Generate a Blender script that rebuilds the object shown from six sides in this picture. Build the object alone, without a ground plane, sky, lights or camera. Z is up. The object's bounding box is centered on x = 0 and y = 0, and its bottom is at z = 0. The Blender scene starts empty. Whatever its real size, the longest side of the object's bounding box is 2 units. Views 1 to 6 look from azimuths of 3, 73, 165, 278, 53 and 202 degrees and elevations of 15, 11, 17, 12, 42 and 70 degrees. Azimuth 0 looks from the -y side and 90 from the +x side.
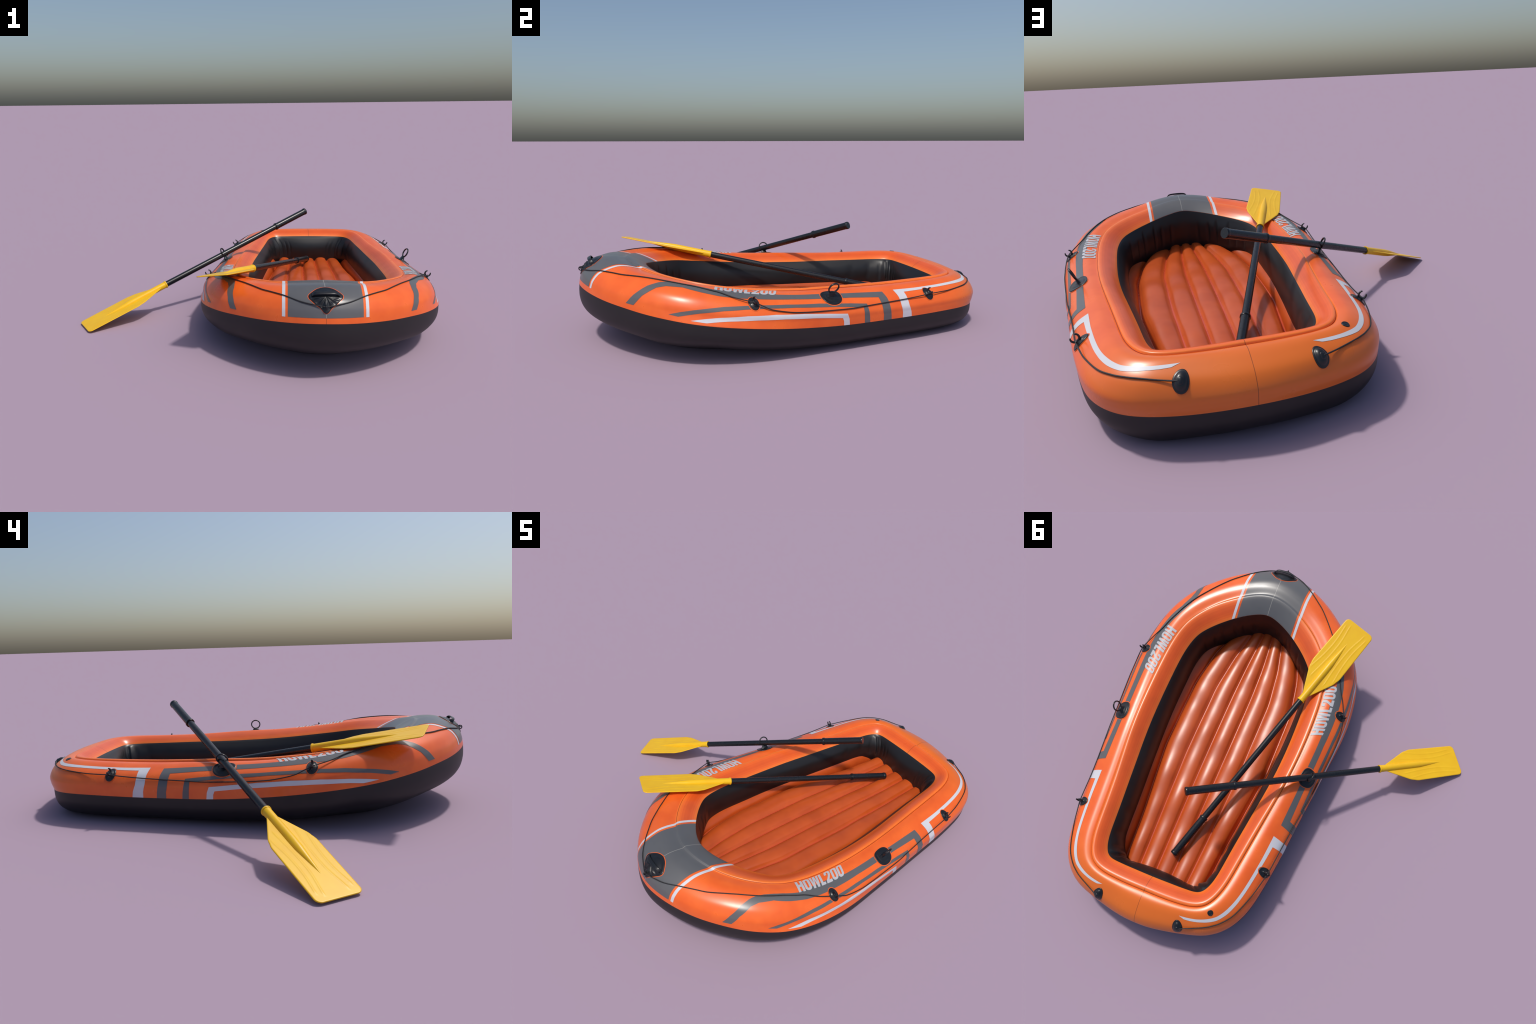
import bpy, bmesh, math, random
import numpy as np
from mathutils import Vector, Matrix

random.seed(7)
rng = np.random.default_rng(7)

# ---------------------------------------------------------------- hull shape
AXIS = 0.3303            # the boat is symmetric about the plane x = AXIS: bow at -y

# Half curves from the bow centre to the stern centre: (distance from the axis, y, z)
GROOVE = [(0,-.7745,.3845),(.0964,-.7555,.3755),(.1883,-.7118,.3580),(.2775,-.6475,.3450),(.3521,-.5663,.3320),
          (.4045,-.4732,.3165),(.4275,-.3751,.3000),(.4360,-.2755,.2870),(.4385,-.1728,.2775),(.4370,-.0669,.2700),
          (.4310,.0420,.2670),(.4205,.1534,.2635),(.4050,.2674,.2575),(.3880,.3830,.2520),(.3725,.4987,.2500),
          (.3575,.6107,.2495),(.3430,.7137,.2510),(.3110,.7960,.2510),(.2450,.8410,.2505),(.1371,.8555,.2500),(0,.8575,.2500)]
RIM = [(0,-.6824,.3370),(.0746,-.6640,.3270),(.1440,-.6285,.3155),(.2089,-.5835,.3035),(.2694,-.5300,.2920),
       (.3188,-.4700,.2795),(.3440,-.4000,.2670),(.3545,-.3159,.2570),(.3578,-.2231,.2470),(.3590,-.1239,.2375),
       (.3575,-.0201,.2300),(.3515,.0868,.2260),(.3410,.1949,.2225),(.3270,.3019,.2222),(.3140,.4073,.2225),
       (.3010,.5077,.2215),(.2905,.5999,.2205),(.2815,.6797,.2203),(.2650,.7412,.2200),(.2288,.7725,.2203),
       (.1637,.7795,.2212),(.0853,.7815,.2220),(0,.7825,.2222)]
BORDER = [(0,-.9967,.2700),(.1050,-.9750,.2630),(.2062,-.9318,.2545),(.2950,-.8790,.2455),(.3762,-.8126,.2360),(.4480,-.7430,.2240),
          (.5089,-.6631,.2125),(.5560,-.5760,.1990),(.5839,-.4841,.1860),(.5990,-.3850,.1740),(.6034,-.2835,.1620),
          (.5970,-.1800,.1495),(.5836,-.0757,.1385),(.5700,.0290,.1300),(.5590,.1329,.1245),(.5360,.3362,.1220),
          (.5160,.5271,.1225),(.4890,.6954,.1240),(.4730,.7700,.1235),(.4420,.8330,.1210),(.3550,.9110,.1150),(.2003,.9640,.1150),(0,.9965,.1250)]
FLOOR = [(0,-.690,.1440),(.0889,-.6600,.1360),(.1668,-.6060,.1310),(.2408,-.5396,.1270),(.3000,-.4711,.1180),(.3220,-.3854,.1130),
         (.3245,-.2786,.1100),(.3240,-.1531,.1060),(.3180,-.0162,.1045),(.3070,.1227,.1030),(.2940,.2553,.1015),(.2800,.3786,.1000),
         (.2680,.5029,.0980),(.2580,.6203,.0930),(.2440,.7000,.0820),(.2080,.7500,.0680),(.1173,.7590,.0600),(0,.7590,.0590)]
# the matching of the four curves: where each rounds the front shoulder and the rear corner (share of its length)
def curve_points(ctrl, n_sub=24):
    c = np.array(ctrl, float)
    m = np.array([-1, 1, 1])
    p = np.vstack([c[1] * m, c, c[-2] * m])
    t = np.linspace(0, 1, n_sub, endpoint=False)[:, None]
    out = []
    for i in range(1, len(p) - 2):
        p0, p1, p2, p3 = p[i - 1:i + 3]
        out.append(.5 * (2 * p1 + (p2 - p0) * t + (2 * p0 - 5 * p1 + 4 * p2 - p3) * t ** 2 + (3 * p1 - p0 - 3 * p2 + p3) * t ** 3))
    out.append(p[-2][None])
    return np.vstack(out)

T_ANCHOR = [0, .30, .74, 1]
def at_share(ctrl, y_shoulder, y_corner, t):
    """points of a half curve at the stations t (0 bow .. 1 stern); .30 is the shoulder, .74 the rear corner"""
    s = curve_points(ctrl)
    l = np.r_[0, np.cumsum(np.linalg.norm(np.diff(s, axis=0), axis=1))]
    half = len(s) // 2
    i1 = int(np.argmin(abs(s[:half, 1] - y_shoulder)))
    wide = s[:, 0] > .12
    k = np.where(wide & (np.arange(len(s)) > half))[0]
    i2 = int(k[np.argmin(abs(s[k, 1] - y_corner))])
    u = np.interp(t, T_ANCHOR, [0, l[i1], l[i2], l[-1]])
    u = np.maximum.accumulate(u)
    return np.stack([np.interp(u, l, s[:, j]) for j in range(3)], 1)

def smooth_step(e0, e1, x):
    x = np.clip((x - e0) / (e1 - e0), 0, 1)
    return x * x * (3 - 2 * x)

def smooth_rows(pts, times):
    """light smoothing along the stations, mirrored at both ends"""
    m = np.array([-1, 1, 1])
    for _ in range(times):
        q = np.vstack([pts[1] * m, pts, pts[-2] * m])
        pts = .25 * q[:-2] + .5 * q[1:-1] + .25 * q[2:]
    return pts

N_HALF = 220
T = np.linspace(0, 1, N_HALF + 1)
G_ = smooth_rows(at_share(GROOVE, -.475, .800, T), 30)
R_ = smooth_rows(at_share(RIM, -.450, .757, T), 20)
B_ = smooth_rows(at_share(BORDER, -.545, .850, T), 30)
F_ = smooth_rows(at_share(FLOOR, -.440, .740, T), 20)

def spread(ctrl, n):
    """Catmull-Rom through 2D control points given as arrays over the stations: ctrl (k, stations, 3) -> (n, stations, 3)"""
    k = len(ctrl)
    p = np.concatenate([2 * ctrl[:1] - ctrl[1:2], ctrl, 2 * ctrl[-1:] - ctrl[-2:-1]])
    u = np.linspace(0, k - 1 - 1e-9, n)
    i = u.astype(int)
    t = (u - i)[:, None, None]
    p0, p1, p2, p3 = p[i], p[i + 1], p[i + 2], p[i + 3]
    # centripetal-like tension kept low
    return .5 * (2 * p1 + (p2 - p0) * t + (2 * p0 - 5 * p1 + 4 * p2 - p3) * t ** 2 + (3 * p1 - p0 - 3 * p2 + p3) * t ** 3)

BOW = (1 - smooth_step(.10, .50, T))
KT = [0,.12,.22,.32,.5,.72,.82,1]
# fitted trims at the stations KT: crest height, side bulge, inset of the underside, lift of the underside
PRM = np.array([[-.155, -.146, -.098, -.072, -.090, -.044, -.035, -.043],
                [-.024, -.012, -.026, -.120, -.005, -.010, .100, .020],
                [-.005, -.117, -.101, .060, -.134, -.222, -.290, .021],
                [.052, .053, .069, .180, .067, .062, -.030, .011]])
def kv(i): return smooth_rows(np.c_[T*0,T*0,np.interp(T,KT,PRM[i])],8)[:,2]
def col(x): return np.asarray(x)[:, None]
def mixp(side, bow): return [(1 - BOW) * s + BOW * b for s, b in zip(side, bow)]

def outer_controls():
    h = G_[:, 2] - B_[:, 2]
    a = mixp([0, .07, .28, .53, .83, 1.015, 1.02, 1.0], [0, .055, .26, .485, .785, .93, .985, 1.0])
    z = mixp([.955, 1.030, 1.055, .955, .745, .445, .21, 0], [.980, 1.07, 1.20, 1.18, .90, .57, .27, 0])
    pk=[0,.7,1,.9,.5,.2,0,0]; aw=[0,0,.1,.4,.9,1,.8,0]
    a=[x+w*kv(1) for x,w in zip(a,aw)]; z=[x+w*kv(0) for x,w in zip(z,pk)]
    out = []
    for ai, zi in zip(a, z):
        p = G_ + (B_ - G_) * col(ai)
        p[:, 2] = B_[:, 2] + h * zi
        out.append(p)
    return np.array(out)

def outward():
    d = (B_ - G_)[:, :2]
    d = d / np.linalg.norm(d, axis=1)[:, None]
    return np.c_[d, np.zeros(len(d))]
OUT = outward()

def lower_controls():
    d = mixp([0, .004, .020, .045, .083, .150], [0, -.002, .010, .042, .125, .260])
    z = mixp([1, .64, .38, .19, .04, .0], [1, .78, .58, .43, .26, .055])
    d=[x*np.exp(kv(2)) for x in d]; zw=[0,.3,.7,1,1,.3]; z=[x+w*kv(3) for x,w in zip(z,zw)]
    out = []
    for di, zi in zip(d, z):
        p = B_ - OUT * col(di)
        p[:, 2] = B_[:, 2] * zi
        out.append(p)
    return np.array(out)

def inner_controls():
    # from the groove over the round lip down to the rim
    b = [0, .065, .27, .62, .88, 1.0]
    lift = [col(-.0055 * (1 - BOW) - .0025 * BOW)[:, 0]] + [k * (1 - .5 * BOW) for k in (.0055, .0120, .0110, .0050, 0)]
    out = []
    for bi, li in zip(b, lift):
        p = G_ + (R_ - G_) * bi
        p[:, 2] += li
        out.append(p)
    return np.array(out)

def wall_controls():
    f = [0, .10, .35, .65, 1.0, 1.25]
    deep = smooth_step(.695, .75, T) - .35 * (1 - smooth_step(.05, .25, T))
    bulge = [k + d * deep for k, d in zip((0, .007, .018, .017, .006, -.010), (0, .007, .015, .016, .012, .008))]
    out = []
    for fi, bi in zip(f, bulge):
        p = R_ + (F_ - R_) * fi
        p = p - OUT * col(bi + 0 * T)
        out.append(p)
    return np.array(out)

def full_ring(half):
    """half (rows, N_HALF+1, 3) -> closed ring of 2*N_HALF stations in world space; +x side first, bow to stern, then back"""
    right = half.copy()
    left = half[:, -2:0:-1].copy()
    left[..., 0] *= -1
    ring = np.concatenate([right, left], 1)
    ring[..., 0] += AXIS
    return ring

# ---------------------------------------------------------------- materials
def node_mat(name):
    m = bpy.data.materials.new(name)
    m.use_nodes = True
    nt = m.node_tree
    b = nt.nodes["Principled BSDF"]
    return m, nt, b

def add(nt, kind, **kw):
    n = nt.nodes.new(kind)
    for k, v in kw.items():
        if k in n.inputs.keys():
            n.inputs[k].default_value = v
        else:
            setattr(n, k, v)
    return n

def mix_col(nt, fac, a, b, mode='MIX'):
    n = nt.nodes.new('ShaderNodeMix')
    n.data_type = 'RGBA'
    n.blend_type = mode
    for sock, val in ((n.inputs[0], fac), (n.inputs[6], a), (n.inputs[7], b)):
        if hasattr(val, 'type') and hasattr(val, 'links'):
            nt.links.new(val, sock)
        else:
            sock.default_value = val
    return n.outputs[2]

def math_n(nt, op, a, b=None, c=None):
    n = nt.nodes.new('ShaderNodeMath')
    n.operation = op
    for i, val in enumerate((a, b, c)):
        if val is None: continue
        if hasattr(val, 'links'):
            nt.links.new(val, n.inputs[i])
        else:
            n.inputs[i].default_value = val
    return n.outputs[0]

def rgba(r, g, b): return (r, g, b, 1)

def vinyl(name, col, col2, rough, bump=.008, scale=9, seam=None, spec=.5, under=None, fine=420, coat=0, stern=None):
    """inflated vinyl sheet: soft mottling, fine grain, optionally the weld line in the plane of symmetry"""
    m, nt, bs = node_mat(name)
    tc = add(nt, 'ShaderNodeTexCoord')
    nz = add(nt, 'ShaderNodeTexNoise', Scale=scale, Detail=3.0, Roughness=.55)
    nt.links.new(tc.outputs['Object'], nz.inputs['Vector'])
    rp = add(nt, 'ShaderNodeMapRange')
    rp.inputs[1].default_value, rp.inputs[2].default_value = .38, .66
    nt.links.new(nz.outputs[0], rp.inputs[0])
    c = mix_col(nt, rp.outputs[0], rgba(*col), rgba(*col2))
    if stern:
        sp = add(nt, 'ShaderNodeSeparateXYZ')
        nt.links.new(tc.outputs['Object'], sp.inputs[0])
        mr = add(nt, 'ShaderNodeMapRange')
        mr.interpolation_type = 'SMOOTHSTEP'
        for k, val in enumerate((.62, 1.0, 0.0, .85), 1): mr.inputs[k].default_value = val
        nt.links.new(sp.outputs[1], mr.inputs[0])
        c = mix_col(nt, mr.outputs[0], c, rgba(*stern))
    if seam:
        sx = add(nt, 'ShaderNodeSeparateXYZ')
        nt.links.new(tc.outputs['Object'], sx.inputs[0])
        d = math_n(nt, 'ABSOLUTE', math_n(nt, 'SUBTRACT', sx.outputs[0], AXIS))
        k = math_n(nt, 'MULTIPLY', math_n(nt, 'LESS_THAN', d, .0011), seam[3])
        c = mix_col(nt, k, c, rgba(*seam[:3]))
    nt.links.new(c, bs.inputs['Base Color'])
    rr = add(nt, 'ShaderNodeMapRange')
    rr.inputs[3].default_value, rr.inputs[4].default_value = rough - .04, rough + .05
    nt.links.new(nz.outputs[0], rr.inputs[0])
    nt.links.new(rr.outputs[0], bs.inputs['Roughness'])
    bs.inputs['Specular IOR Level'].default_value = spec
    bs.inputs['Coat Weight'].default_value = coat
    bs.inputs['Coat Roughness'].default_value = .2
    n2 = add(nt, 'ShaderNodeTexNoise', Scale=fine, Detail=2.0)
    nt.links.new(tc.outputs['Object'], n2.inputs['Vector'])
    bp = add(nt, 'ShaderNodeBump', Strength=bump, Distance=.002)
    nt.links.new(n2.outputs[0], bp.inputs['Height'])
    nt.links.new(bp.outputs[0], bs.inputs['Normal'])
    return m

ORANGE = (.90, .150, .022)
ORANGE2 = (.83, .122, .017)
MAT_TUBE = vinyl('orange_vinyl', ORANGE, ORANGE2, .28, stern=(.76, .175, .020), seam=(.20, .045, .012, .75))
def band(name, a, k, seam=(.20, .045, .012, .75)):
    """orange tinted per band with baked occlusion: paler edges, darker middle"""
    c = [ORANGE[i] + (a[i] - ORANGE[i]) * k for i in range(3)]
    return vinyl(name, c, [q * .93 for q in c], .29, scale=13, seam=seam)
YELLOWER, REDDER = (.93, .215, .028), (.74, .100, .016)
MAT_NEAR = [band('orange_vinyl_ao_pale', YELLOWER, k) for k in (.85, .6, .3)]
MAT_LIPS = [band('orange_vinyl_lip_ao', a, k) for a, k in ((YELLOWER, .75), (YELLOWER, .35), (REDDER, .25), (REDDER, .65), (REDDER, .9), (REDDER, .75), (REDDER, .4), (YELLOWER, .05), (YELLOWER, .45), (YELLOWER, .75), (YELLOWER, .9))]
MAT_SEAM = vinyl('seam_red', (.30, .022, .008), (.25, .02, .008), .5)  # red darkened so the crease shadow of the groove is painted in
MAT_FLOOR = vinyl('orange_floor', (.57, .093, .015), (.49, .074, .012), .32, scale=7)
MAT_WELD = vinyl('floor_weld', (.55, .075, .022), (.48, .062, .018), .26)
MAT_WALL = vinyl('black_wall', (.0105, .0105, .0115), (.0075, .0075, .008), .40, scale=6)
MAT_BOTTOM = vinyl('black_bottom', (.0135, .0115, .0125), (.011, .0095, .0105), .52, scale=5)
MAT_GREY = vinyl('grey_print', (.118, .120, .124), (.110, .112, .116), .30, bump=.01, seam=(.45, .43, .38, .6))
MAT_WHITE = vinyl('white_print', (.66, .66, .695), (.62, .62, .655), .40, bump=.01)
MAT_LETTER = vinyl('light_grey_print', (.52, .52, .54), (.48, .48, .50), .42, bump=.01)
MAT_FIT = vinyl('black_rubber', (.012, .0135, .016), (.009, .010, .012), .30, scale=30, bump=.02)
MAT_ROPE = vinyl('dark_cord', (.020, .020, .022), (.012, .012, .013), .6, scale=200, bump=.2)
MAT_SHAFT = vinyl('black_shaft', (.0100, .0115, .0140), (.008, .0095, .0115), .27, scale=15, bump=.003)
MAT_YELLOW = vinyl('yellow_plastic', (.90, .53, .014), (.87, .49, .012), .35, spec=.36, scale=12, bump=.06, fine=330)

# ---------------------------------------------------------------- object helpers
def empty(name, loc=(0, 0, 0)):
    e = bpy.data.objects.new(name, None)
    e.location = loc
    bpy.context.scene.collection.objects.link(e)
    return e

def mesh_obj(name, verts, faces, mat, parent=None, normals=None, smooth=True):
    me = bpy.data.meshes.new(name)
    me.from_pydata([tuple(map(float, v)) for v in verts], [], [tuple(int(i) for i in f) for f in faces])
    me.materials.append(mat)
    me.validate(clean_customdata=False)
    me.update()
    if smooth:
        me.polygons.foreach_set('use_smooth', [True] * len(me.polygons))
    if normals is not None:
        me.normals_split_custom_set_from_vertices([tuple(map(float, n)) for n in normals])
    ob = bpy.data.objects.new(name, me)
    bpy.context.scene.collection.objects.link(ob)
    if parent:
        ob.parent = parent
    return ob

def grid_faces(rows, cols, wrap, off=0):
    f = []
    for i in range(rows - 1):
        for j in range(cols if wrap else cols - 1):
            k = (j + 1) % cols
            f.append((off + i * cols + j, off + i * cols + k, off + (i + 1) * cols + k, off + (i + 1) * cols + j))
    return f

def grid_normals(P, wrap_cols=True):
    """P (rows, cols, 3) -> unit normals"""
    if wrap_cols:
        dj = np.roll(P, -1, 1) - np.roll(P, 1, 1)
    else:
        dj = np.gradient(P, axis=1)
    di = np.gradient(P, axis=0)
    n = np.cross(dj, di)
    return n / (np.linalg.norm(n, axis=2)[..., None] + 1e-12)

boat = empty('inflatable_boat', (AXIS, 0, 0))
boat['label'] = 'orange and black inflatable rubber dinghy with grey and white stripes'
boat['category'] = 'inflatable boat'
def on_boat(ob):
    ob.parent = boat
    ob.matrix_parent_inverse = Matrix.Translation((-AXIS, 0, 0))
    return ob

# ---------------------------------------------------------------- hull mesh
NV = 61                                   # rows over the outer tube, groove to border
wall = spread(wall_controls(), 25)
# folds pressed into the cabin wall near its corners
def fold(t0, w, amp, lo=.12, hi=.72):
    f = np.linspace(0, 1.25, 25)
    rows = smooth_step(lo, lo + .25, f) * (1 - smooth_step(hi, hi + .25, f))
    return rows[:, None] * (amp * np.exp(-((T - t0) / w) ** 2))[None]
folds = (fold(.742, .0045, .007, .02) + fold(.752, .004, -.006, .1) + fold(.727, .004, -.007, .25) + fold(.700, .005, -.004, .25)
         + fold(.775, .005, -.006, .2) + fold(.81, .006, -.005, .3) + fold(.842, .006, -.004, .3) + fold(.66, .008, -.003, .3)
         + fold(.10, .006, -.005, .35) + fold(.135, .005, -.006, .25) + fold(.19, .006, -.006, .25) + fold(.225, .005, -.005, .4)
         + fold(.27, .008, -.004, .3) + fold(.055, .006, -.004, .4))
wall = wall - OUT[None] * folds[..., None]
inner = spread(inner_controls(), 25)
outer = spread(outer_controls(), NV)
lower = spread(lower_controls(), 36)
lower[..., 2] = np.maximum(lower[..., 2], 0.0)
stack = np.concatenate([wall[::-1], inner[::-1][1:], outer[1:], lower[1:]], 0)
NW, NI = len(wall), len(inner)
ROW_RIM = NW - 1
ROW_GROOVE = ROW_RIM + NI - 1
ROW_BORDER = ROW_GROOVE + NV - 1
RING = full_ring(stack)
RING[..., 2] = np.maximum(RING[..., 2], 0)
NCOL = RING.shape[1]
NORM = grid_normals(RING)
# normals must look away from the tube
test = NORM[ROW_GROOVE + 20, 0]
if test[2] < 0: NORM = -NORM

def hull_part(name, r0, r1, mat, extra=None):
    P = RING[r0:r1 + 1].reshape(-1, 3)
    N = NORM[r0:r1 + 1].reshape(-1, 3)
    F = [f[::-1] for f in grid_faces(r1 - r0 + 1, NCOL, True)]
    if extra: P, N, F = extra(P, N, F)
    return on_boat(mesh_obj(name, P, F, mat, None, N))

LIPW = 1
hull_part('cabin_wall', 0, ROW_RIM, MAT_WALL)
lip = hull_part('inner_tube', ROW_RIM, ROW_GROOVE - 1, MAT_LIPS[0])
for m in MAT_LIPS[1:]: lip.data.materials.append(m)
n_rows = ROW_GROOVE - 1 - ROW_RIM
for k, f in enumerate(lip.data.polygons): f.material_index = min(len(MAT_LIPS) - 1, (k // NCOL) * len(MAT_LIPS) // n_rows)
hull_part('tube_seam', ROW_GROOVE - 1, ROW_GROOVE + 1, MAT_SEAM)
tube = hull_part('outer_tube', ROW_GROOVE + 1, ROW_BORDER, MAT_TUBE)
for m in MAT_NEAR: tube.data.materials.append(m)
for k, f in enumerate(tube.data.polygons):
    if k // NCOL < 6: f.material_index = 1 + (k // NCOL) // 2
def close_bottom(P, N, F):
    last = RING[-1]
    base = len(P) - NCOL
    P, N = list(P), list(N)
    prev = base
    c = np.array([AXIS, .12, 0])
    for k in (.66, .33):
        start = len(P)
        for q in last:
            p = c + (q - c) * k
            p[0] = AXIS + (q[0] - AXIS) * k
            p[2] = q[2] * k * k
            P.append(p); N.append((0, 0, -1))
        for j in range(NCOL):
            jj = (j + 1) % NCOL
            F.append((prev + j, start + j, start + jj, prev + jj))
        prev = start
    P.append(c); N.append((0, 0, -1))
    for j in range(NCOL):
        F.append((prev + j, len(P) - 1, prev + (j + 1) % NCOL))
    return P, N, F
hull_part('hull_bottom', ROW_BORDER, len(RING) - 1, MAT_BOTTOM, close_bottom)

# ---------------------------------------------------------------- surface lookup: t in -1..1 (0 bow, sign = side), v in -1..1 (rim, groove 0, border 1)
RIGHT = RING[:, :N_HALF + 1]
RNORM = NORM[:, :N_HALF + 1]
def surf(t, v):
    s = 1.0 if t >= 0 else -1.0
    x = min(abs(t), 1.0) * N_HALF
    r = ROW_GROOVE + (v * (NV - 1) if v >= 0 else v * (NI - 1))
    r = min(max(r, 0), len(RING) - 1.001)
    i, j = int(min(r, len(RING) - 2)), int(min(x, N_HALF - 1))
    a, b = r - i, x - j
    def bl(A):
        return (A[i, j] * (1 - a) * (1 - b) + A[i + 1, j] * a * (1 - b) + A[i, j + 1] * (1 - a) * b + A[i + 1, j + 1] * a * b)
    p, n = bl(RIGHT).copy(), bl(RNORM).copy()
    n /= np.linalg.norm(n)
    if s < 0:
        p[0] = 2 * AXIS - p[0]
        n[0] = -n[0]
    return p, n

def frame(t, v):
    """point, direction along the side (towards the stern), direction up the tube, normal"""
    p, n = surf(t, v)
    e = .004
    q, _ = surf(t + e * (1 if t >= 0 else -1), v)
    al = np.cross(np.array([0, 0, 1.]), n)
    al /= np.linalg.norm(al)
    if al.dot(q - p) < 0: al = -al
    up = np.cross(n, al)
    if up[2] < 0: up = -up
    return p, al, up, n

def tv_polygon(name, polys, mat, lift, parent_fn=on_boat, curve=None):
    """printed patches: polygons in (t, v), cut along the hull's own grid, laid on the hull `lift` above it"""
    bm = bmesh.new()
    for poly in polys:
        area = sum(a[0] * b[1] - b[0] * a[1] for a, b in zip(poly, poly[1:] + poly[:1]))
        vs = [bm.verts.new((x, y, 0)) for x, y in (poly if area > 0 else poly[::-1])]
        bm.faces.new(vs)
    bm.normal_update()
    bmesh.ops.triangulate(bm, faces=bm.faces[:])
    xs = [v.co.x for v in bm.verts]; ys = [v.co.y for v in bm.verts]
    def cuts(lo, hi, step):
        return [k * step for k in range(math.ceil(lo / step + 1e-6), math.floor(hi / step - 1e-6) + 1)]
    for x in cuts(min(xs), max(xs), 1 / N_HALF):
        bmesh.ops.bisect_plane(bm, geom=bm.verts[:] + bm.edges[:] + bm.faces[:], plane_co=(x, 0, 0), plane_no=(1, 0, 0), dist=1e-7)
    for y in [q for q in cuts(min(ys), max(ys), 1 / (NV - 1)) if q >= 0] + [q for q in cuts(min(ys), min(0, max(ys)), 1 / (NI - 1)) if q < 0]:
        bmesh.ops.bisect_plane(bm, geom=bm.verts[:] + bm.edges[:] + bm.faces[:], plane_co=(0, y, 0), plane_no=(0, 1, 0), dist=1e-7)
    bmesh.ops.remove_doubles(bm, verts=bm.verts[:], dist=1e-6)
    bm.verts.ensure_lookup_table()
    P, N = [], []
    for v in bm.verts:
        p, n = surf(v.co.x, v.co.y)
        P.append(p + n * lift); N.append(n)
    F = []
    bm.verts.index_update()
    for f in bm.faces:
        ids = [v.index for v in f.verts]
        a, b, c = (np.array(P[ids[0]]), np.array(P[ids[1]]), np.array(P[ids[2]]))
        if f.calc_area() < 2e-8: continue
        q = sum((np.cross(np.array(P[ids[k]]) - a, np.array(P[ids[k + 1]]) - a) for k in range(1, len(ids) - 1)), np.zeros(3))
        if q.dot(N[ids[0]]) < 0: ids = ids[::-1]
        F.append(ids)
    bm.free()
    return parent_fn(mesh_obj(name, P, F, mat, None, N))

def t_at_x(v, x):
    """station where the hull row v reaches the half breadth x near the bow"""
    r = ROW_GROOVE + (v * (NV - 1) if v >= 0 else v * (NI - 1))
    i = int(min(r, len(RING) - 2)); a = r - i
    row = (RIGHT[i] * (1 - a) + RIGHT[i + 1] * a)[:90, 0] - AXIS
    return float(np.interp(x, row, T[:90]))

# bow panel and its two white lines: cut along planes of constant breadth
def panel_edge(x, v0, v1, n=46):
    return [(t_at_x(v, x), v) for v in np.linspace(v0, v1, n)]
V_RIM = -.985
edge = panel_edge(.1545, V_RIM, .885)
tv_polygon('bow_panel', [[(0, V_RIM)] + edge + [(0, .895)]], MAT_GREY, .0008)
tv_polygon('bow_panel', [[(-0.0, .895)] + [(-t, v) for t, v in edge[::-1]] + [(-1e-9, V_RIM)]], MAT_GREY, .0008)
for s in (1, -1):
    a, b = panel_edge(.1650, V_RIM, .890), panel_edge(.1785, V_RIM, .888)
    tv_polygon('white_line', [[(s * t, v) for t, v in a + b[::-1]]], MAT_WHITE, .0008)

# side stripes as outlines in (t, v)
STRIPES = [
    ('white_stripe', MAT_WHITE, [(.5970, .428), (.6350, .440), (.6680, .440), (.6950, .437), (.7250, .434), (.7560, .436), (.7872, .418), (.8180, .404), (.8420, .392), (.8669, .380),
                                 (.8538, .430), (.8363, .444), (.8122, .456), (.7920, .470), (.7650, .488), (.7349, .490), (.7050, .484), (.6764, .487), (.6550, .489), (.6125, .494),
                                 (.6120, .605), (.6120, .720), (.6155, .860), (.6170, .998), (.6015, .998), (.6010, .860), (.5985, .705), (.5985, .575)]),
    ('grey_stripe', MAT_GREY, [(.1708, .890), (.1834, .700), (.2000, .530), (.2140, .455), (.2260, .408), (.2439, .366), (.2650, .345), (.2850, .344), (.3150, .372), (.3400, .325), (.3680, .310), (.4080, .362), (.4690, .374), (.5085, .404), (.5765, .446),
                               (.5790, .582), (.5798, .712), (.5815, .860), (.5825, .998), (.5692, .998), (.5690, .860), (.5676, .780), (.5667, .650), (.5650, .542),
                               (.5190, .505), (.4700, .482), (.4300, .471), (.3810, .481), (.3500, .492), (.3270, .496), (.3000, .478), (.2650, .451), (.2340, .482), (.2190, .528), (.2010, .678), (.1875, .884)]),
    ('grey_stripe', MAT_GREY, [(.2535, .894), (.2721, .817), (.2942, .741), (.3139, .688), (.3336, .640), (.3600, .600), (.3831, .576), (.4183, .558), (.4685, .562), (.5166, .596), (.5426, .622),
                               (.5442, .715), (.5460, .860), (.5468, .998), (.5380, .998), (.5375, .860), (.5368, .740), (.5363, .664),
                               (.4990, .630), (.4750, .619), (.4318, .606), (.3910, .620), (.3626, .648), (.3340, .698), (.3013, .791), (.2696, .904)]),
    ('white_stripe', MAT_WHITE, [(.2897, .944), (.3082, .886), (.3292, .827), (.3653, .748), (.4039, .704), (.4451, .696), (.4800, .715), (.5101, .742), (.5130, .860), (.5140, .998),
                                 (.5050, .998), (.5045, .900), (.5027, .829), (.4800, .802), (.4593, .786), (.4173, .788), (.3779, .826), (.3405, .884), (.3294, .907), (.3125, .952)]),
]
for name, mat, pts in STRIPES:
    for s in (1, -1):
        tv_polygon(name, [[(s * t, v) for t, v in pts]], mat, .0008)

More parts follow.
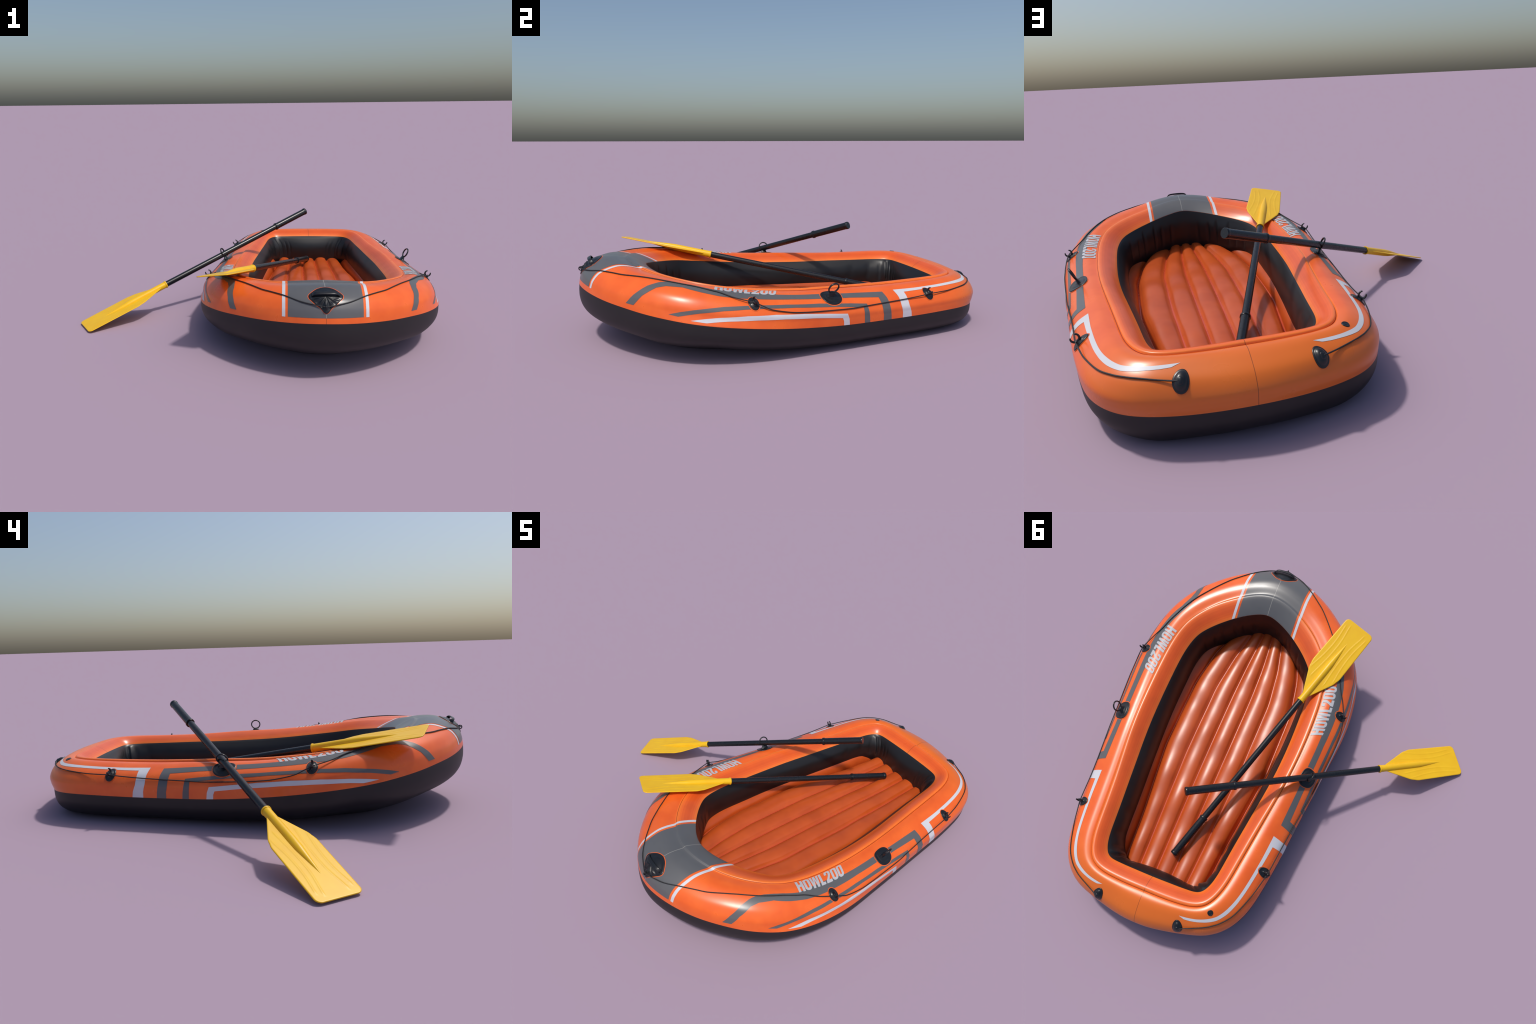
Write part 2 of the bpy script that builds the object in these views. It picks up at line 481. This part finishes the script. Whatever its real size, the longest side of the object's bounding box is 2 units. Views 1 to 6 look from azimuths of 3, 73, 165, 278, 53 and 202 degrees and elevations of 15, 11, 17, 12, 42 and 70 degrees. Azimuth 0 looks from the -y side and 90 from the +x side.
# ---------------------------------------------------------------- lettering, drawn from strokes: heavy condensed capitals
def ring_letter(x0, x1, w, r=.22, n=6):
    """O and 0: rounded outer loop with a narrow slot, as two butted halves"""
    def loop(a, b, c, d, rr, ry):
        pts = []
        for cx, cy, q in ((b - rr, d - ry, 0), (a + rr, d - ry, 1), (a + rr, c + ry, 2), (b - rr, c + ry, 3)):
            for k in range(n + 1):
                an = (q + k / n) * math.pi / 2
                pts.append((cx + rr * math.cos(an), cy + ry * math.sin(an)))
        return pts
    o = loop(x0, x1, 0, 1, (x1 - x0) * .42, .20)
    i = loop(x0 + w, x1 - w, .17, .83, (x1 - x0 - 2 * w) * .45, .06)
    m = len(o)
    return [[o[k], o[(k + 1) % m], i[(k + 1) % m], i[k]] for k in range(m)]
def box(a, b, c, d): return [(a, c), (b, c), (b, d), (a, d)]
def word():
    polys = []
    polys += [box(0, .048, 0, 1), box(.048, .088, .40, .60), box(.088, .136, 0, 1)]                       # H
    polys += ring_letter(.150, .278, .046)                                                               # O
    w0, w1 = .286, .464                                                                                  # W
    W = lambda q: w0 + (w1 - w0) * q
    polys += [[(W(0), 1), (W(.14), 0), (W(.38), 0), (W(.30), .38), (W(.245), 1)], [(W(.38), 0), (W(.5), .62), (W(.5), 1), (W(.385), 1), (W(.30), .38)],
              [(W(.5), .62), (W(.62), 0), (W(.70), .38), (W(.615), 1), (W(.5), 1)], [(W(.62), 0), (W(.86), 0), (W(1), 1), (W(.755), 1), (W(.70), .38)]]
    polys += [box(.476, .524, 0, 1), box(.524, .572, 0, .19)]                                             # L
    a, b = .594, .722                                                                                    # 2
    X = lambda q: a + (b - a) * q
    top_o = [(X(0), .70), (X(.02), .84), (X(.14), .95), (X(.36), 1), (X(.64), 1), (X(.86), .95), (X(.98), .84), (X(1), .70), (X(.93), .55), (X(.74), .38), (X(.52), .20)]
    top_i = [(X(.36), .70), (X(.37), .77), (X(.40), .81), (X(.46), .83), (X(.54), .83), (X(.60), .81), (X(.63), .77), (X(.63), .70), (X(.56), .55), (X(.34), .38), (X(.06), .20)]
    polys += [[top_o[k], top_o[k + 1], top_i[k + 1], top_i[k]] for k in range(len(top_o) - 1)]
    polys += [[(X(0), 0), (X(1), 0), (X(1), .20), (X(.52), .20), (X(.06), .20)]]
    polys += [[(X(0), .70), (X(.36), .70), (X(.36), .62), (X(0), .62)]]
    polys += ring_letter(.737, .865, .046) + ring_letter(.878, 1.0, .044)
    return polys
for s in (1, -1):
    polys = []
    for poly in word():
        out = []
        for x, y in poly:
            if s > 0:
                t = .3138 + .0935 * x + .003 * (1 - y) * (1 - 2 * x)
            else:
                t = -(.4150 - .0935 * x - .003 * (1 - y) * (1 - 2 * x))
            v = .378 - .262 * y
            out.append((t, v))
        polys.append(out)
    ob = tv_polygon('lettering', polys, MAT_LETTER, .0016)

# ---------------------------------------------------------------- floor: seven lengthwise air tubes
def half_breadth(y):
    c = curve_points(FLOOR)
    k = int(np.argmax(c[:, 0]))
    front, back = c[:k + 1], c[k:]
    x = np.where(y < c[k, 1], np.interp(y, front[:, 1], front[:, 0]), np.interp(y, back[::-1][np.argsort(back[::-1][:, 1])][:, 1], back[::-1][np.argsort(back[::-1][:, 1])][:, 0]))
    return x
Y_K = [-.76, -.69, -.62, -.5, -.3, .1, .5, .76, .83]
V1 = [.022, .026, .031, .042, .050, .050, .046, .042, .042]
V2 = [.070, .084, .097, .128, .154, .155, .140, .127, .127]
V3 = [.135, .160, .192, .243, .281, .284, .236, .215, .213]
VE = [.180, .200, .235, .305, .350, .352, .312, .290, .290]
TOP_Y = [-.76, -.69, -.60, -.45, -.3, -.1, .1, .3, .5, .65, .83]
TOP_Z = [.160, .156, .147, .134, .124, .117, .107, .096, .083, .077, .074]
NY, PER = 170, 12
ys = np.linspace(-.75, .825, NY)
def pch(xk, fk, x):
    c = np.interp(x, xk, fk)
    k = np.ones(9) / 9
    cp = np.r_[np.full(4, c[0]), c, np.full(4, c[-1])]
    return np.convolve(cp, k, 'valid')
lines = [pch(Y_K, q, ys) for q in (VE, V3, V2, V1)]
fx = np.array([float(half_breadth(y)) for y in ys])
lines[0] = np.maximum(np.where((ys > -.60) & (ys < .70), fx + .005, lines[0]), lines[1] + .018)
lines[0] = pch(ys, lines[0], ys)
edges_x = [-lines[0], -lines[1], -lines[2], -lines[3], lines[3], lines[2], lines[1], lines[0]]
top = pch(TOP_Y, TOP_Z, ys)
z_side = top - np.interp(ys, [-.75, -.6, -.3, .8], [.030, .036, .044, .044])
z_edge = pch([-.75, -.5, -.2, .4, .62, .70, .76, .85], [.150, .132, .112, .106, .100, .090, .072, .070], ys)
cols, zcols, tube_id = [], [], []
WELD = .0085
for k in range(7):
    a, b = edges_x[k], edges_x[k + 1]
    ph = rng.uniform(0, 6.28, 3)
    wob = 1 + .10 * np.sin(ys * 17 + ph[0]) + .07 * np.sin(ys * 31 + ph[1])
    wid = (b - a)
    for q in range(PER + 1):
        u = q / PER
        x = a + WELD / 2 + (wid - WELD) * u
        h = math.sqrt(max(0, 1 - abs(2 * u - 1) ** 2.2))
        depth = np.minimum(.022, wid * .27)
        z = top - depth + depth * h * wob - (.003 if k in (0, 6) else 0)
        if k in (0, 6):                     # outermost strips: flanks that rise from the last weld to the wall
            o = 1 - u if k == 0 else u
            sgn = -1 if k == 0 else 1
            x = sgn * (lines[1] + WELD / 2 + (lines[0] - lines[1]) * (1 - math.cos(o * math.pi / 2)))
            z = z_side + (z_edge - z_side) * math.sin(o * math.pi / 2)
        if (k == 1 and u < .5) or (k == 5 and u > .5):      # next to the flank the weld lies deeper
            z = z_side + (top - z_side) * (1 - (1 - h) ** 1.0) + depth * h * (wob - 1)
        cols.append(x + AXIS); zcols.append(z)
FL = np.stack([np.stack(cols), np.repeat(ys[None], len(cols), 0), np.stack(zcols)], -1)      # (cols, NY, 3)
FN = grid_normals(FL, False)
if FN[len(cols) // 2, NY // 2, 2] < 0: FN = -FN
def floor_part(name, c0, c1, mat):
    P = FL[c0:c1 + 1].reshape(-1, 3)
    F = grid_faces(c1 - c0 + 1, NY, False)
    n0 = np.cross(P[F[0][1]] - P[F[0][0]], P[F[0][2]] - P[F[0][0]])
    if n0[2] < 0: F = [f[::-1] for f in F]
    return on_boat(mesh_obj(name, P, F, mat, None, FN[c0:c1 + 1].reshape(-1, 3)))
S = PER + 1
for k in range(7):
    floor_part('floor_tube', k * S, k * S + PER, MAT_FLOOR)
    if k < 6:
        floor_part('floor_weld', k * S + PER, (k + 1) * S, MAT_WELD)

# ---------------------------------------------------------------- fittings
def pad(name, t, v, ra, rb, prof, mat, parent, n_ang=40, shape=None, lift=.0012, shift=0):
    """moulded rubber pad that follows the tube; ra along the side, rb up the tube; prof [(r, height)]"""
    p0, al, up, n0 = frame(t, v)
    e = .01
    st, sv = (surf(t + e, v)[0] - surf(t - e, v)[0]) / (2 * e), (surf(t, v + 3 * e)[0] - surf(t, v - 3 * e)[0]) / (6 * e)
    to_tv = np.linalg.inv(np.array([[st.dot(al), sv.dot(al)], [st.dot(up), sv.dot(up)]]))
    P, F = [], []
    for r, h in prof:
        for k in range(n_ang):
            a = 2 * math.pi * k / n_ang
            f = shape(a) if shape else 1
            x, y = ra * r * f * math.cos(a), rb * r * f * math.sin(a) + shift * r
            dt, dv = to_tv @ np.array([x, y])
            q, n = surf(t + dt, v + dv)
            P.append(q + n * (lift + h))
    rows = len(prof)
    F = grid_faces(rows, n_ang, True)
    q, n = surf(t, v)
    P.append(q + n * (lift + prof[-1][1]))
    F += [((rows - 1) * n_ang + k, (rows - 1) * n_ang + (k + 1) % n_ang, len(P) - 1) for k in range(n_ang)]
    a, b, c = [np.array(P[i]) for i in F[0][:3]]
    fn = np.cross(np.array(P[F[-1][1]]) - np.array(P[F[-1][0]]), np.array(P[F[-1][2]]) - np.array(P[F[-1][0]]))
    if fn.dot(n) < 0: F = [f[::-1] for f in F]
    ob = mesh_obj(name, P, F, mat)
    return put(ob, parent)

def put(ob, parent):
    ob.parent = parent
    ob.matrix_parent_inverse = parent.matrix_world.inverted() if parent else Matrix()
    return ob

def holder(name, p):
    e = empty(name, tuple(p))
    bpy.context.view_layer.update()
    on_boat(e)
    bpy.context.view_layer.update()
    return e

def tube_path(pts, radii, n=12, closed=False, squash=None):
    """sweep an ellipse along a path; squash = (direction, factor) widens the section along a fixed direction"""
    pts = [np.array(p, float) for p in pts]
    m = len(pts)
    V, F = [], []
    ref = None
    for i in range(m):
        if closed: d = pts[(i + 1) % m] - pts[i - 1]
        else: d = pts[min(i + 1, m - 1)] - pts[max(i - 1, 0)]
        d /= np.linalg.norm(d) + 1e-12
        if ref is None:
            ref = np.array(squash[0]) if squash else (np.array([0, 0, 1.]) if abs(d[2]) < .9 else np.array([1., 0, 0]))
        a = ref - d * ref.dot(d); a /= np.linalg.norm(a) + 1e-12
        b = np.cross(d, a)
        if not squash: ref = a
        r = radii[i] if hasattr(radii, '__len__') else radii
        k = squash[1] if squash else 1
        for j in range(n):
            an = 2 * math.pi * j / n
            V.append(pts[i] + a * (r * k * math.cos(an)) + b * (r * math.sin(an)))
    for i in range(m if closed else m - 1):
        ii = (i + 1) % m
        for j in range(n):
            jj = (j + 1) % n
            F.append((i * n + j, i * n + jj, ii * n + jj, ii * n + j))
    if not closed:
        F.append(tuple(range(n))[::-1])
        F.append(tuple((m - 1) * n + j for j in range(n)))
    return V, F

def loft(sections, cap=True):
    n = len(sections[0]); V = [p for s in sections for p in s]; F = []
    for i in range(len(sections) - 1):
        for j in range(n):
            jj = (j + 1) % n
            F.append((i * n + j, i * n + jj, (i + 1) * n + jj, (i + 1) * n + j))
    if cap:
        F.append(tuple(range(n))[::-1]); F.append(tuple((len(sections) - 1) * n + j for j in range(n)))
    return V, F

def rounded(p, ax, ay, hx, hy, n=16, e=3.5):
    out = []
    for k in range(n):
        a = 2 * math.pi * k / n
        c, s = math.cos(a), math.sin(a)
        out.append(p + ax * (hx * abs(c) ** (2 / e) * (1 if c >= 0 else -1)) + ay * (hy * abs(s) ** (2 / e) * (1 if s >= 0 else -1)))
    return out

MARGIN = [(1.0, 0), (.6, 0.0001), (.2, .0001)]
def margin(t, v, ra, rb, parent, shape=None, shift=0):
    pad('print_margin', t, v, ra, rb, [(1, 0), (.8, 0), (.5, 0), (.2, 0)], MAT_TUBE, parent, 48, shape, .0013, shift)

def egg(a): return 1 + (.10 * math.cos(a) ** 2 - .05) * math.sin(a) - .02 * math.cos(4 * a)

# oarlocks
RING_R, RING_r = .0245, .0034
for s in (1, -1):
    t, v = s * .4895, .450
    p, al, up, n = frame(t, v)
    h = holder('oarlock', p)
    margin(t, v, .0540, .0490, h, egg)
    pad('oarlock_base', t, v, .0505, .0455, [(1, -.002), (1, .0012), (.97, .0026), (.90, .0030), (.84, .0022), (.72, .0020), (.62, .0034), (.52, .0044), (.40, .0040), (.3, .0055), (.15, .007)], MAT_FIT, h, 48, egg)
    c = p + n * .0480
    sec = []
    for hgt, hx, hy in ((.002, .024, .012), (.006, .021, .0085), (.012, .018, .0065), (.019, .0155, .0052), (.0245, .0125, .0042)):
        sec.append(rounded(p + n * hgt, al, up, hx, hy))
    V, F = loft(sec)
    put(mesh_obj('oarlock_post', V, F, MAT_FIT), h)
    pts = [c + al * (RING_R * math.cos(a)) + n * (RING_R * math.sin(a)) for a in np.linspace(0, 2 * math.pi, 40, endpoint=False)]
    V, F = tube_path(pts, RING_r, 12, True, (up, 1.25))
    put(mesh_obj('oarlock_ring', V, F, MAT_FIT), h)

# rope hooks
HOOKS = [(.3728, .555), (.6512, .578)]
for s in (1, -1):
    for t0, v in HOOKS:
        t = s * t0
        p, al, up, n = frame(t, v)
        h = holder('rope_hook', p)
        margin(t, v, .0265, .0370, h)
        pad('hook_base', t, v, .0235, .0335, [(1, -.002), (1, .0010), (.96, .0026), (.86, .0034), (.74, .0024), (.62, .0030), (.45, .0058), (.25, .0075)], MAT_FIT, h, 36)
        R = .0142
        c = p + n * (.0080 + R)
        a0, a1 = math.radians(44), math.radians(316)
        pts, rad = [], []
        for k in range(33):
            a = a0 + (a1 - a0) * k / 32
            pts.append(c + n * (R * math.cos(a)) + up * (R * math.sin(a)))
            q = abs(k - 16) / 16
            rad.append(.0042 - .0016 * q ** 2)
        V, F = tube_path(pts, rad, 10, False, (al, 1.35))
        put(mesh_obj('hook_jaw', V, F, MAT_FIT), h)
        sec = []
        for hgt, hx, hy in ((.002, .0075, .021), (.006, .0055, .0165), (.0095, .0045, .0135), (.0125, .0040, .0115)):
            sec.append(rounded(p + n * hgt, al, up, hx, hy, 16, 2.6))
        V, F = loft(sec)
        put(mesh_obj('hook_web', V, F, MAT_FIT), h)

# stern rope ends
for s in (1, -1):
    t, v = s * .8800, .570
    p, al, up, n = frame(t, v)
    h = holder('rope_cleat', p)
    pad('cleat_base', t, v, .0240, .0350, [(1, -.002), (1, .0008), (.96, .0020), (.88, .0026), (.80, .0024), (.70, .0060), (.55, .0095), (.35, .0115), (.15, .0122)], MAT_FIT, h, 36, lambda a: 1 + .05 * math.sin(a))
    V, F = loft([rounded(p + n * q, al, up, hx, hy) for q, hx, hy in ((.006, .0085, .013), (.0125, .0075, .0115), (.0145, .005, .009))])
    put(mesh_obj('cleat_knob', V, F, MAT_FIT), h)

# bow handle
tb, vb = 1e-4, .575
p, al, up, n = frame(tb, vb)
al = np.array([1., 0, 0]); up = np.cross(n, al); up = up if up[2] > 0 else -up
h = holder('bow_handle', p)
BOW_PAD = [(0, .441), (.020, .450), (.040, .472), (.060, .512), (.0715, .548), (.0685, .585), (.0560, .622), (.0400, .670), (.0255, .712), (.0165, .752), (.0090, .795), (0, .815)]
def bow_outline(n_ang):
    """rounded shield: (half breadth, v) from the top to the drawn-out lower tip, mirrored and resampled"""
    loop = BOW_PAD + [(-x, v) for x, v in BOW_PAD[-2:0:-1]]
    L, m, out = np.array(loop), len(loop), []
    for i in range(m):
        p0, p1, p2, p3 = L[i - 1], L[i], L[(i + 1) % m], L[(i + 2) % m]
        for t in np.linspace(0, 1, 8, endpoint=False):
            out.append(.5 * (2 * p1 + (p2 - p0) * t + (2 * p0 - 5 * p1 + 4 * p2 - p3) * t * t + (3 * p1 - p0 - 3 * p2 + p3) * t ** 3))
    return np.array(out)
def pad_bow(name, grow, prof, mat, lift, wrinkle=0):
    e = .01
    lt = np.linalg.norm(surf(e, vb)[0] - surf(-e, vb)[0]) / (2 * e)
    lv = np.linalg.norm(surf(0, vb + e)[0] - surf(0, vb - e)[0]) / (2 * e)
    O = bow_outline(0)
    n_ang, P = len(O), []
    for r, hh in prof:
        for k in range(n_ang):
            x, y = O[k][0], (vb - O[k][1]) * lv
            d = math.hypot(x, y)
            x, y = x * r * (d + grow) / d, y * r * (d + grow) / d
            q, nn = surf(x / lt, vb - y / lv)
            a = math.atan2(y, x)
            w = wrinkle * math.sin(a * 11 + .6) * math.sin(math.pi * r) if y < -.004 else 0
            P.append(q + nn * (lift + hh + w))
    q, nn = surf(0, vb)
    P.append(q + nn * (lift + prof[-1][1]))
    rows = len(prof)
    F = grid_faces(rows, n_ang, True) + [((rows - 1) * n_ang + k, (rows - 1) * n_ang + (k + 1) % n_ang, rows * n_ang) for k in range(n_ang)]
    fn = np.cross(P[F[-1][1]] - P[F[-1][0]], P[F[-1][2]] - P[F[-1][0]])
    if fn.dot(nn) < 0: F = [f[::-1] for f in F]
    return put(mesh_obj(name, P, F, mat), h)
pad_bow('print_margin', .0030, [(1, 0), (.8, 0), (.5, 0), (.2, 0)], MAT_TUBE, .0013)
pad_bow('handle_base', 0, [(1, -.002), (1, .0012), (.97, .0026), (.90, .0030), (.82, .0022), (.72, .0034), (.60, .0056), (.45, .0070), (.2, .0074)], MAT_FIT, .0012, .0026)
bar = []
for q in np.linspace(-1, 1, 25):
    x = q * .056
    t_, v_ = x / 2.22, .552
    pp, nn = surf(t_, v_)
    lift = .003 + .0165 * (1 - abs(q) ** 6)
    bar.append(rounded(pp + nn * lift, np.cross(np.array([1., 0, 0]), nn), nn, .0085, .0030, 14))
V, F = loft(bar)
put(mesh_obj('handle_strap', V, F, MAT_FIT), h)
pb, nb = surf(0, .715)
ub = np.cross(nb, np.array([1., 0, 0])); ub = ub if ub[2] > 0 else -ub
RB = pb + nb * .0115
V, F = tube_path([RB + nb * (.0085 * math.cos(a)) + ub * (.0085 * math.sin(a)) for a in np.linspace(0, 2 * math.pi, 24, endpoint=False)], .0024, 8, True, (np.array([1., 0, 0]), 1.2))
put(mesh_obj('handle_ring', V, F, MAT_FIT), h)

# air valve
t, v = -.7630, .322
p, al, up, n = frame(t, v)
h = holder('air_valve', p)
pad('valve_ring', t, v, .0135, .0135, [(1, -.001), (1, .0008), (.93, .0018), (.80, .0018), (.74, .0010), (.4, .0010), (.2, .0014)], MAT_FIT, h, 28, None, .0006)

# ---------------------------------------------------------------- grab rope, one length each side
ROPE = [(.0000, .715, .0150), (.020, .675, .006), (.045, .628, .0035), (.075, .557, .0035), (.105, .515, .0035), (.129, .493, .0035), (.160, .456, .0035), (.189, .425, .0035), (.225, .402, .0035), (.260, .388, .0035), (.285, .386, .0035),
        (.310, .415, .0035), (.326, .440, .0040), (.345, .500, .006), (.362, .543, .0115), (.3728, .570, .0150), (.3835, .600, .0115), (.398, .640, .0055), (.424, .669, .0035), (.445, .675, .0035), (.474, .672, .0035), (.515, .668, .0035),
        (.537, .656, .0035), (.575, .636, .0035), (.610, .620, .005), (.638, .609, .010), (.6512, .602, .0125), (.664, .598, .010), (.691, .585, .0045), (.728, .560, .0035), (.758, .542, .0035), (.785, .534, .0035), (.806, .533, .0035), (.839, .545, .0035), (.862, .560, .007), (.878, .570, .0125)]
for s in (1, -1):
    c = []
    for t, v, l in ROPE:
        p, n = surf(t, v)
        q = p + n * l
        if s < 0: q[0] = 2 * AXIS - q[0]
        c.append(q)
    c = np.array(c)
    P = np.vstack([2 * c[0] - c[1], c, 2 * c[-1] - c[-2]])
    fine = []
    for i in range(1, len(P) - 2):
        p0, p1, p2, p3 = P[i - 1:i + 3]
        for t in np.linspace(0, 1, 6, endpoint=False):
            fine.append(.5 * (2 * p1 + (p2 - p0) * t + (2 * p0 - 5 * p1 + 4 * p2 - p3) * t * t + (3 * p1 - p0 - 3 * p2 + p3) * t ** 3))
    fine.append(P[-2])
    V, F = tube_path(fine, .0025, 8)
    on_boat(mesh_obj('grab_rope', V, F, MAT_ROPE))

# ---------------------------------------------------------------- oars
def lathe(prof, n=28):
    V, F = [], []
    for l, r in prof:
        for j in range(n):
            a = 2 * math.pi * j / n
            V.append((l, r * math.cos(a), r * math.sin(a)))
    F = grid_faces(len(prof), n, True)
    F.append(tuple(range(n))[::-1]); F.append(tuple((len(prof) - 1) * n + j for j in range(n)))
    return V, F

L_COLLAR = 0.0
def blade_half_width(l):
    L0, L1, END, W0, W1, r = .035, .188, .492, .0150, .0885, .022
    if l < L1:
        w = W0 + (W1 - W0) * (l - L0) / (L1 - L0)
        k = .030
        if l > L1 - k:      # round the shoulder
            x = (l - (L1 - k)) / k
            w -= .0060 * x * x
    else:
        k = .030
        w = W1 - (l - L1) / (END - L1) * .0045
        if l < L1 + k:
            x = 1 - (l - L1) / k
            w -= .0060 * x * x
    if l > END - r:
        d = l - (END - r)
        w -= r - math.sqrt(max(0, r * r - d * d))
    return w

RIBS = [[(.175, .072), (.24, .060), (.31, .054), (.38, .055), (.452, .066)], [(.135, .043), (.21, .034), (.29, .0285), (.37, .029), (.465, .046)]]
def rib_height(l, w):
    z = 0
    for rib in RIBS:
        xs = [q[0] for q in rib]
        if xs[0] - .01 < l < xs[-1] + .01:
            c = np.interp(l, xs, [q[1] for q in rib])
            f = min(1, max(0, (l - xs[0] + .01) / .02)) * min(1, max(0, (xs[-1] + .01 - l) / .02))
            z += .0011 * f * math.exp(-((abs(w) - c) / .0026) ** 2)
    return z
RIBS = [[(l, w) for l, w in zip(np.linspace(r[0][0], r[-1][0], 30), np.convolve(np.r_[[r[0][1]] * 3, np.interp(np.linspace(r[0][0], r[-1][0], 30), [q[0] for q in r], [q[1] for q in r]), [r[-1][1]] * 3], np.ones(7) / 7, 'valid'))] for r in RIBS]

def build_oar(end, collar, width_dir, tag):
    end, collar, wd = (np.array(q, float) for q in (end, collar, width_dir))
    x = collar - end
    length = np.linalg.norm(x); x /= length
    y = wd - x * wd.dot(x); y /= np.linalg.norm(y)
    z = np.cross(x, y)
    if z[2] < 0: y, z = -y, -z
    oar = empty('oar')
    oar.matrix_world = Matrix(((x[0], y[0], z[0], collar[0]), (x[1], y[1], z[1], collar[1]), (x[2], y[2], z[2], collar[2]), (0, 0, 0, 1)))
    oar['label'] = 'black tube oar with yellow ribbed plastic blade'
    oar['category'] = 'oar'
    def put_local(name, V, F, mat, par=oar):
        ob = mesh_obj(name, V, F, mat)
        ob.parent = par
        return ob
    G = -length
    V, F = lathe([(G + .232, .0160), (.004, .0160)])
    sh = put_local('shaft', V, F, MAT_SHAFT); flat_caps(sh)
    grip_prof = [(G, .0150), (G, .0188), (G + .0015, .0200), (G + .012, .0203), (G + .0135, .0195), (G + .0145, .0187), (G + .226, .0187), (G + .2265, .0205), (G + .228, .0211), (G + .236, .0211), (G + .2375, .0205), (G + .238, .0160)]
    V, F = lathe(grip_prof, 32)
    gp = put_local('grip', V, F, MAT_SHAFT); flat_caps(gp)
    # socket and tapering spine
    prof = [(-.0005, .0162), (-.0005, .0196), (.0008, .0205), (.0055, .0207), (.0070, .0200), (.0074, .0182), (.03, .0178), (.12, .0178), (.20, .0178), (.240, .0175)]
    for q in np.linspace(.05, 1, 14):
        prof.append((.240 + .158 * q, .0175 * (1 - q) ** .95 + .0004))
    V, F = lathe(prof, 28)
    V = [(l, yy, zz * (1.0 if l < .2 else 1 - .12 * min(1, (l - .2) / .05))) for l, yy, zz in V]
    sp = put_local('blade_socket', V, F, MAT_YELLOW); flat_caps(sp)
    # the plate
    nl, nw = 150, 57
    ls = np.r_[np.linspace(.035, .465, nl - 24), np.linspace(.465, .4918, 25)[1:]]
    top, bot = [], []
    for l in ls:
        hw = blade_half_width(l)
        for k in range(nw):
            q = -1 + 2 * k / (nw - 1)
            w = hw * math.copysign(abs(q) ** .95, q)
            edge = min(1, (1 - abs(q)) * hw / .003, (.4925 - l) / .003)
            th = .0010 + .0014 * math.sqrt(max(0, edge))
            rb = rib_height(l, w)
            top.append((l, w, th + rb)); bot.append((l, w, -th + rb * .9))
    n = len(top); rows = len(ls)
    V = top + bot
    F = grid_faces(rows, nw, False)
    F += [tuple(i + n for i in f[::-1]) for f in grid_faces(rows, nw, False)]
    rim = [i * nw for i in range(rows)] + [(rows - 1) * nw + k for k in range(1, nw)] + [i * nw + nw - 1 for i in range(rows - 2, -1, -1)] + [k for k in range(nw - 2, 0, -1)]
    for a, b in zip(rim, rim[1:] + rim[:1]):
        F.append((a, b, b + n, a + n))
    bl = put_local('blade', V, F, MAT_YELLOW)
    bm = bmesh.new(); bm.from_mesh(bl.data); bmesh.ops.recalc_face_normals(bm, faces=bm.faces[:]); bm.to_mesh(bl.data); bm.free()
    return oar

def flat_caps(ob):
    """keep the flat ends and stepped rings crisp"""
    bm = bmesh.new(); bm.from_mesh(ob.data)
    bmesh.ops.recalc_face_normals(bm, faces=bm.faces[:])
    for e in bm.edges:
        if len(e.link_faces) == 2 and e.calc_face_angle(0) > math.radians(38): e.smooth = False
    bm.to_mesh(ob.data); bm.free()

build_oar((.2914, .4004, .4720), (-.4973, -.1427, .1590), (-.0949, .1393, -.0004), 0)
build_oar((.3132, .6344, .0985), (-.0045, -.2935, .2975), (-.156, .0481, -.0270), 1)

bpy.context.view_layer.update()
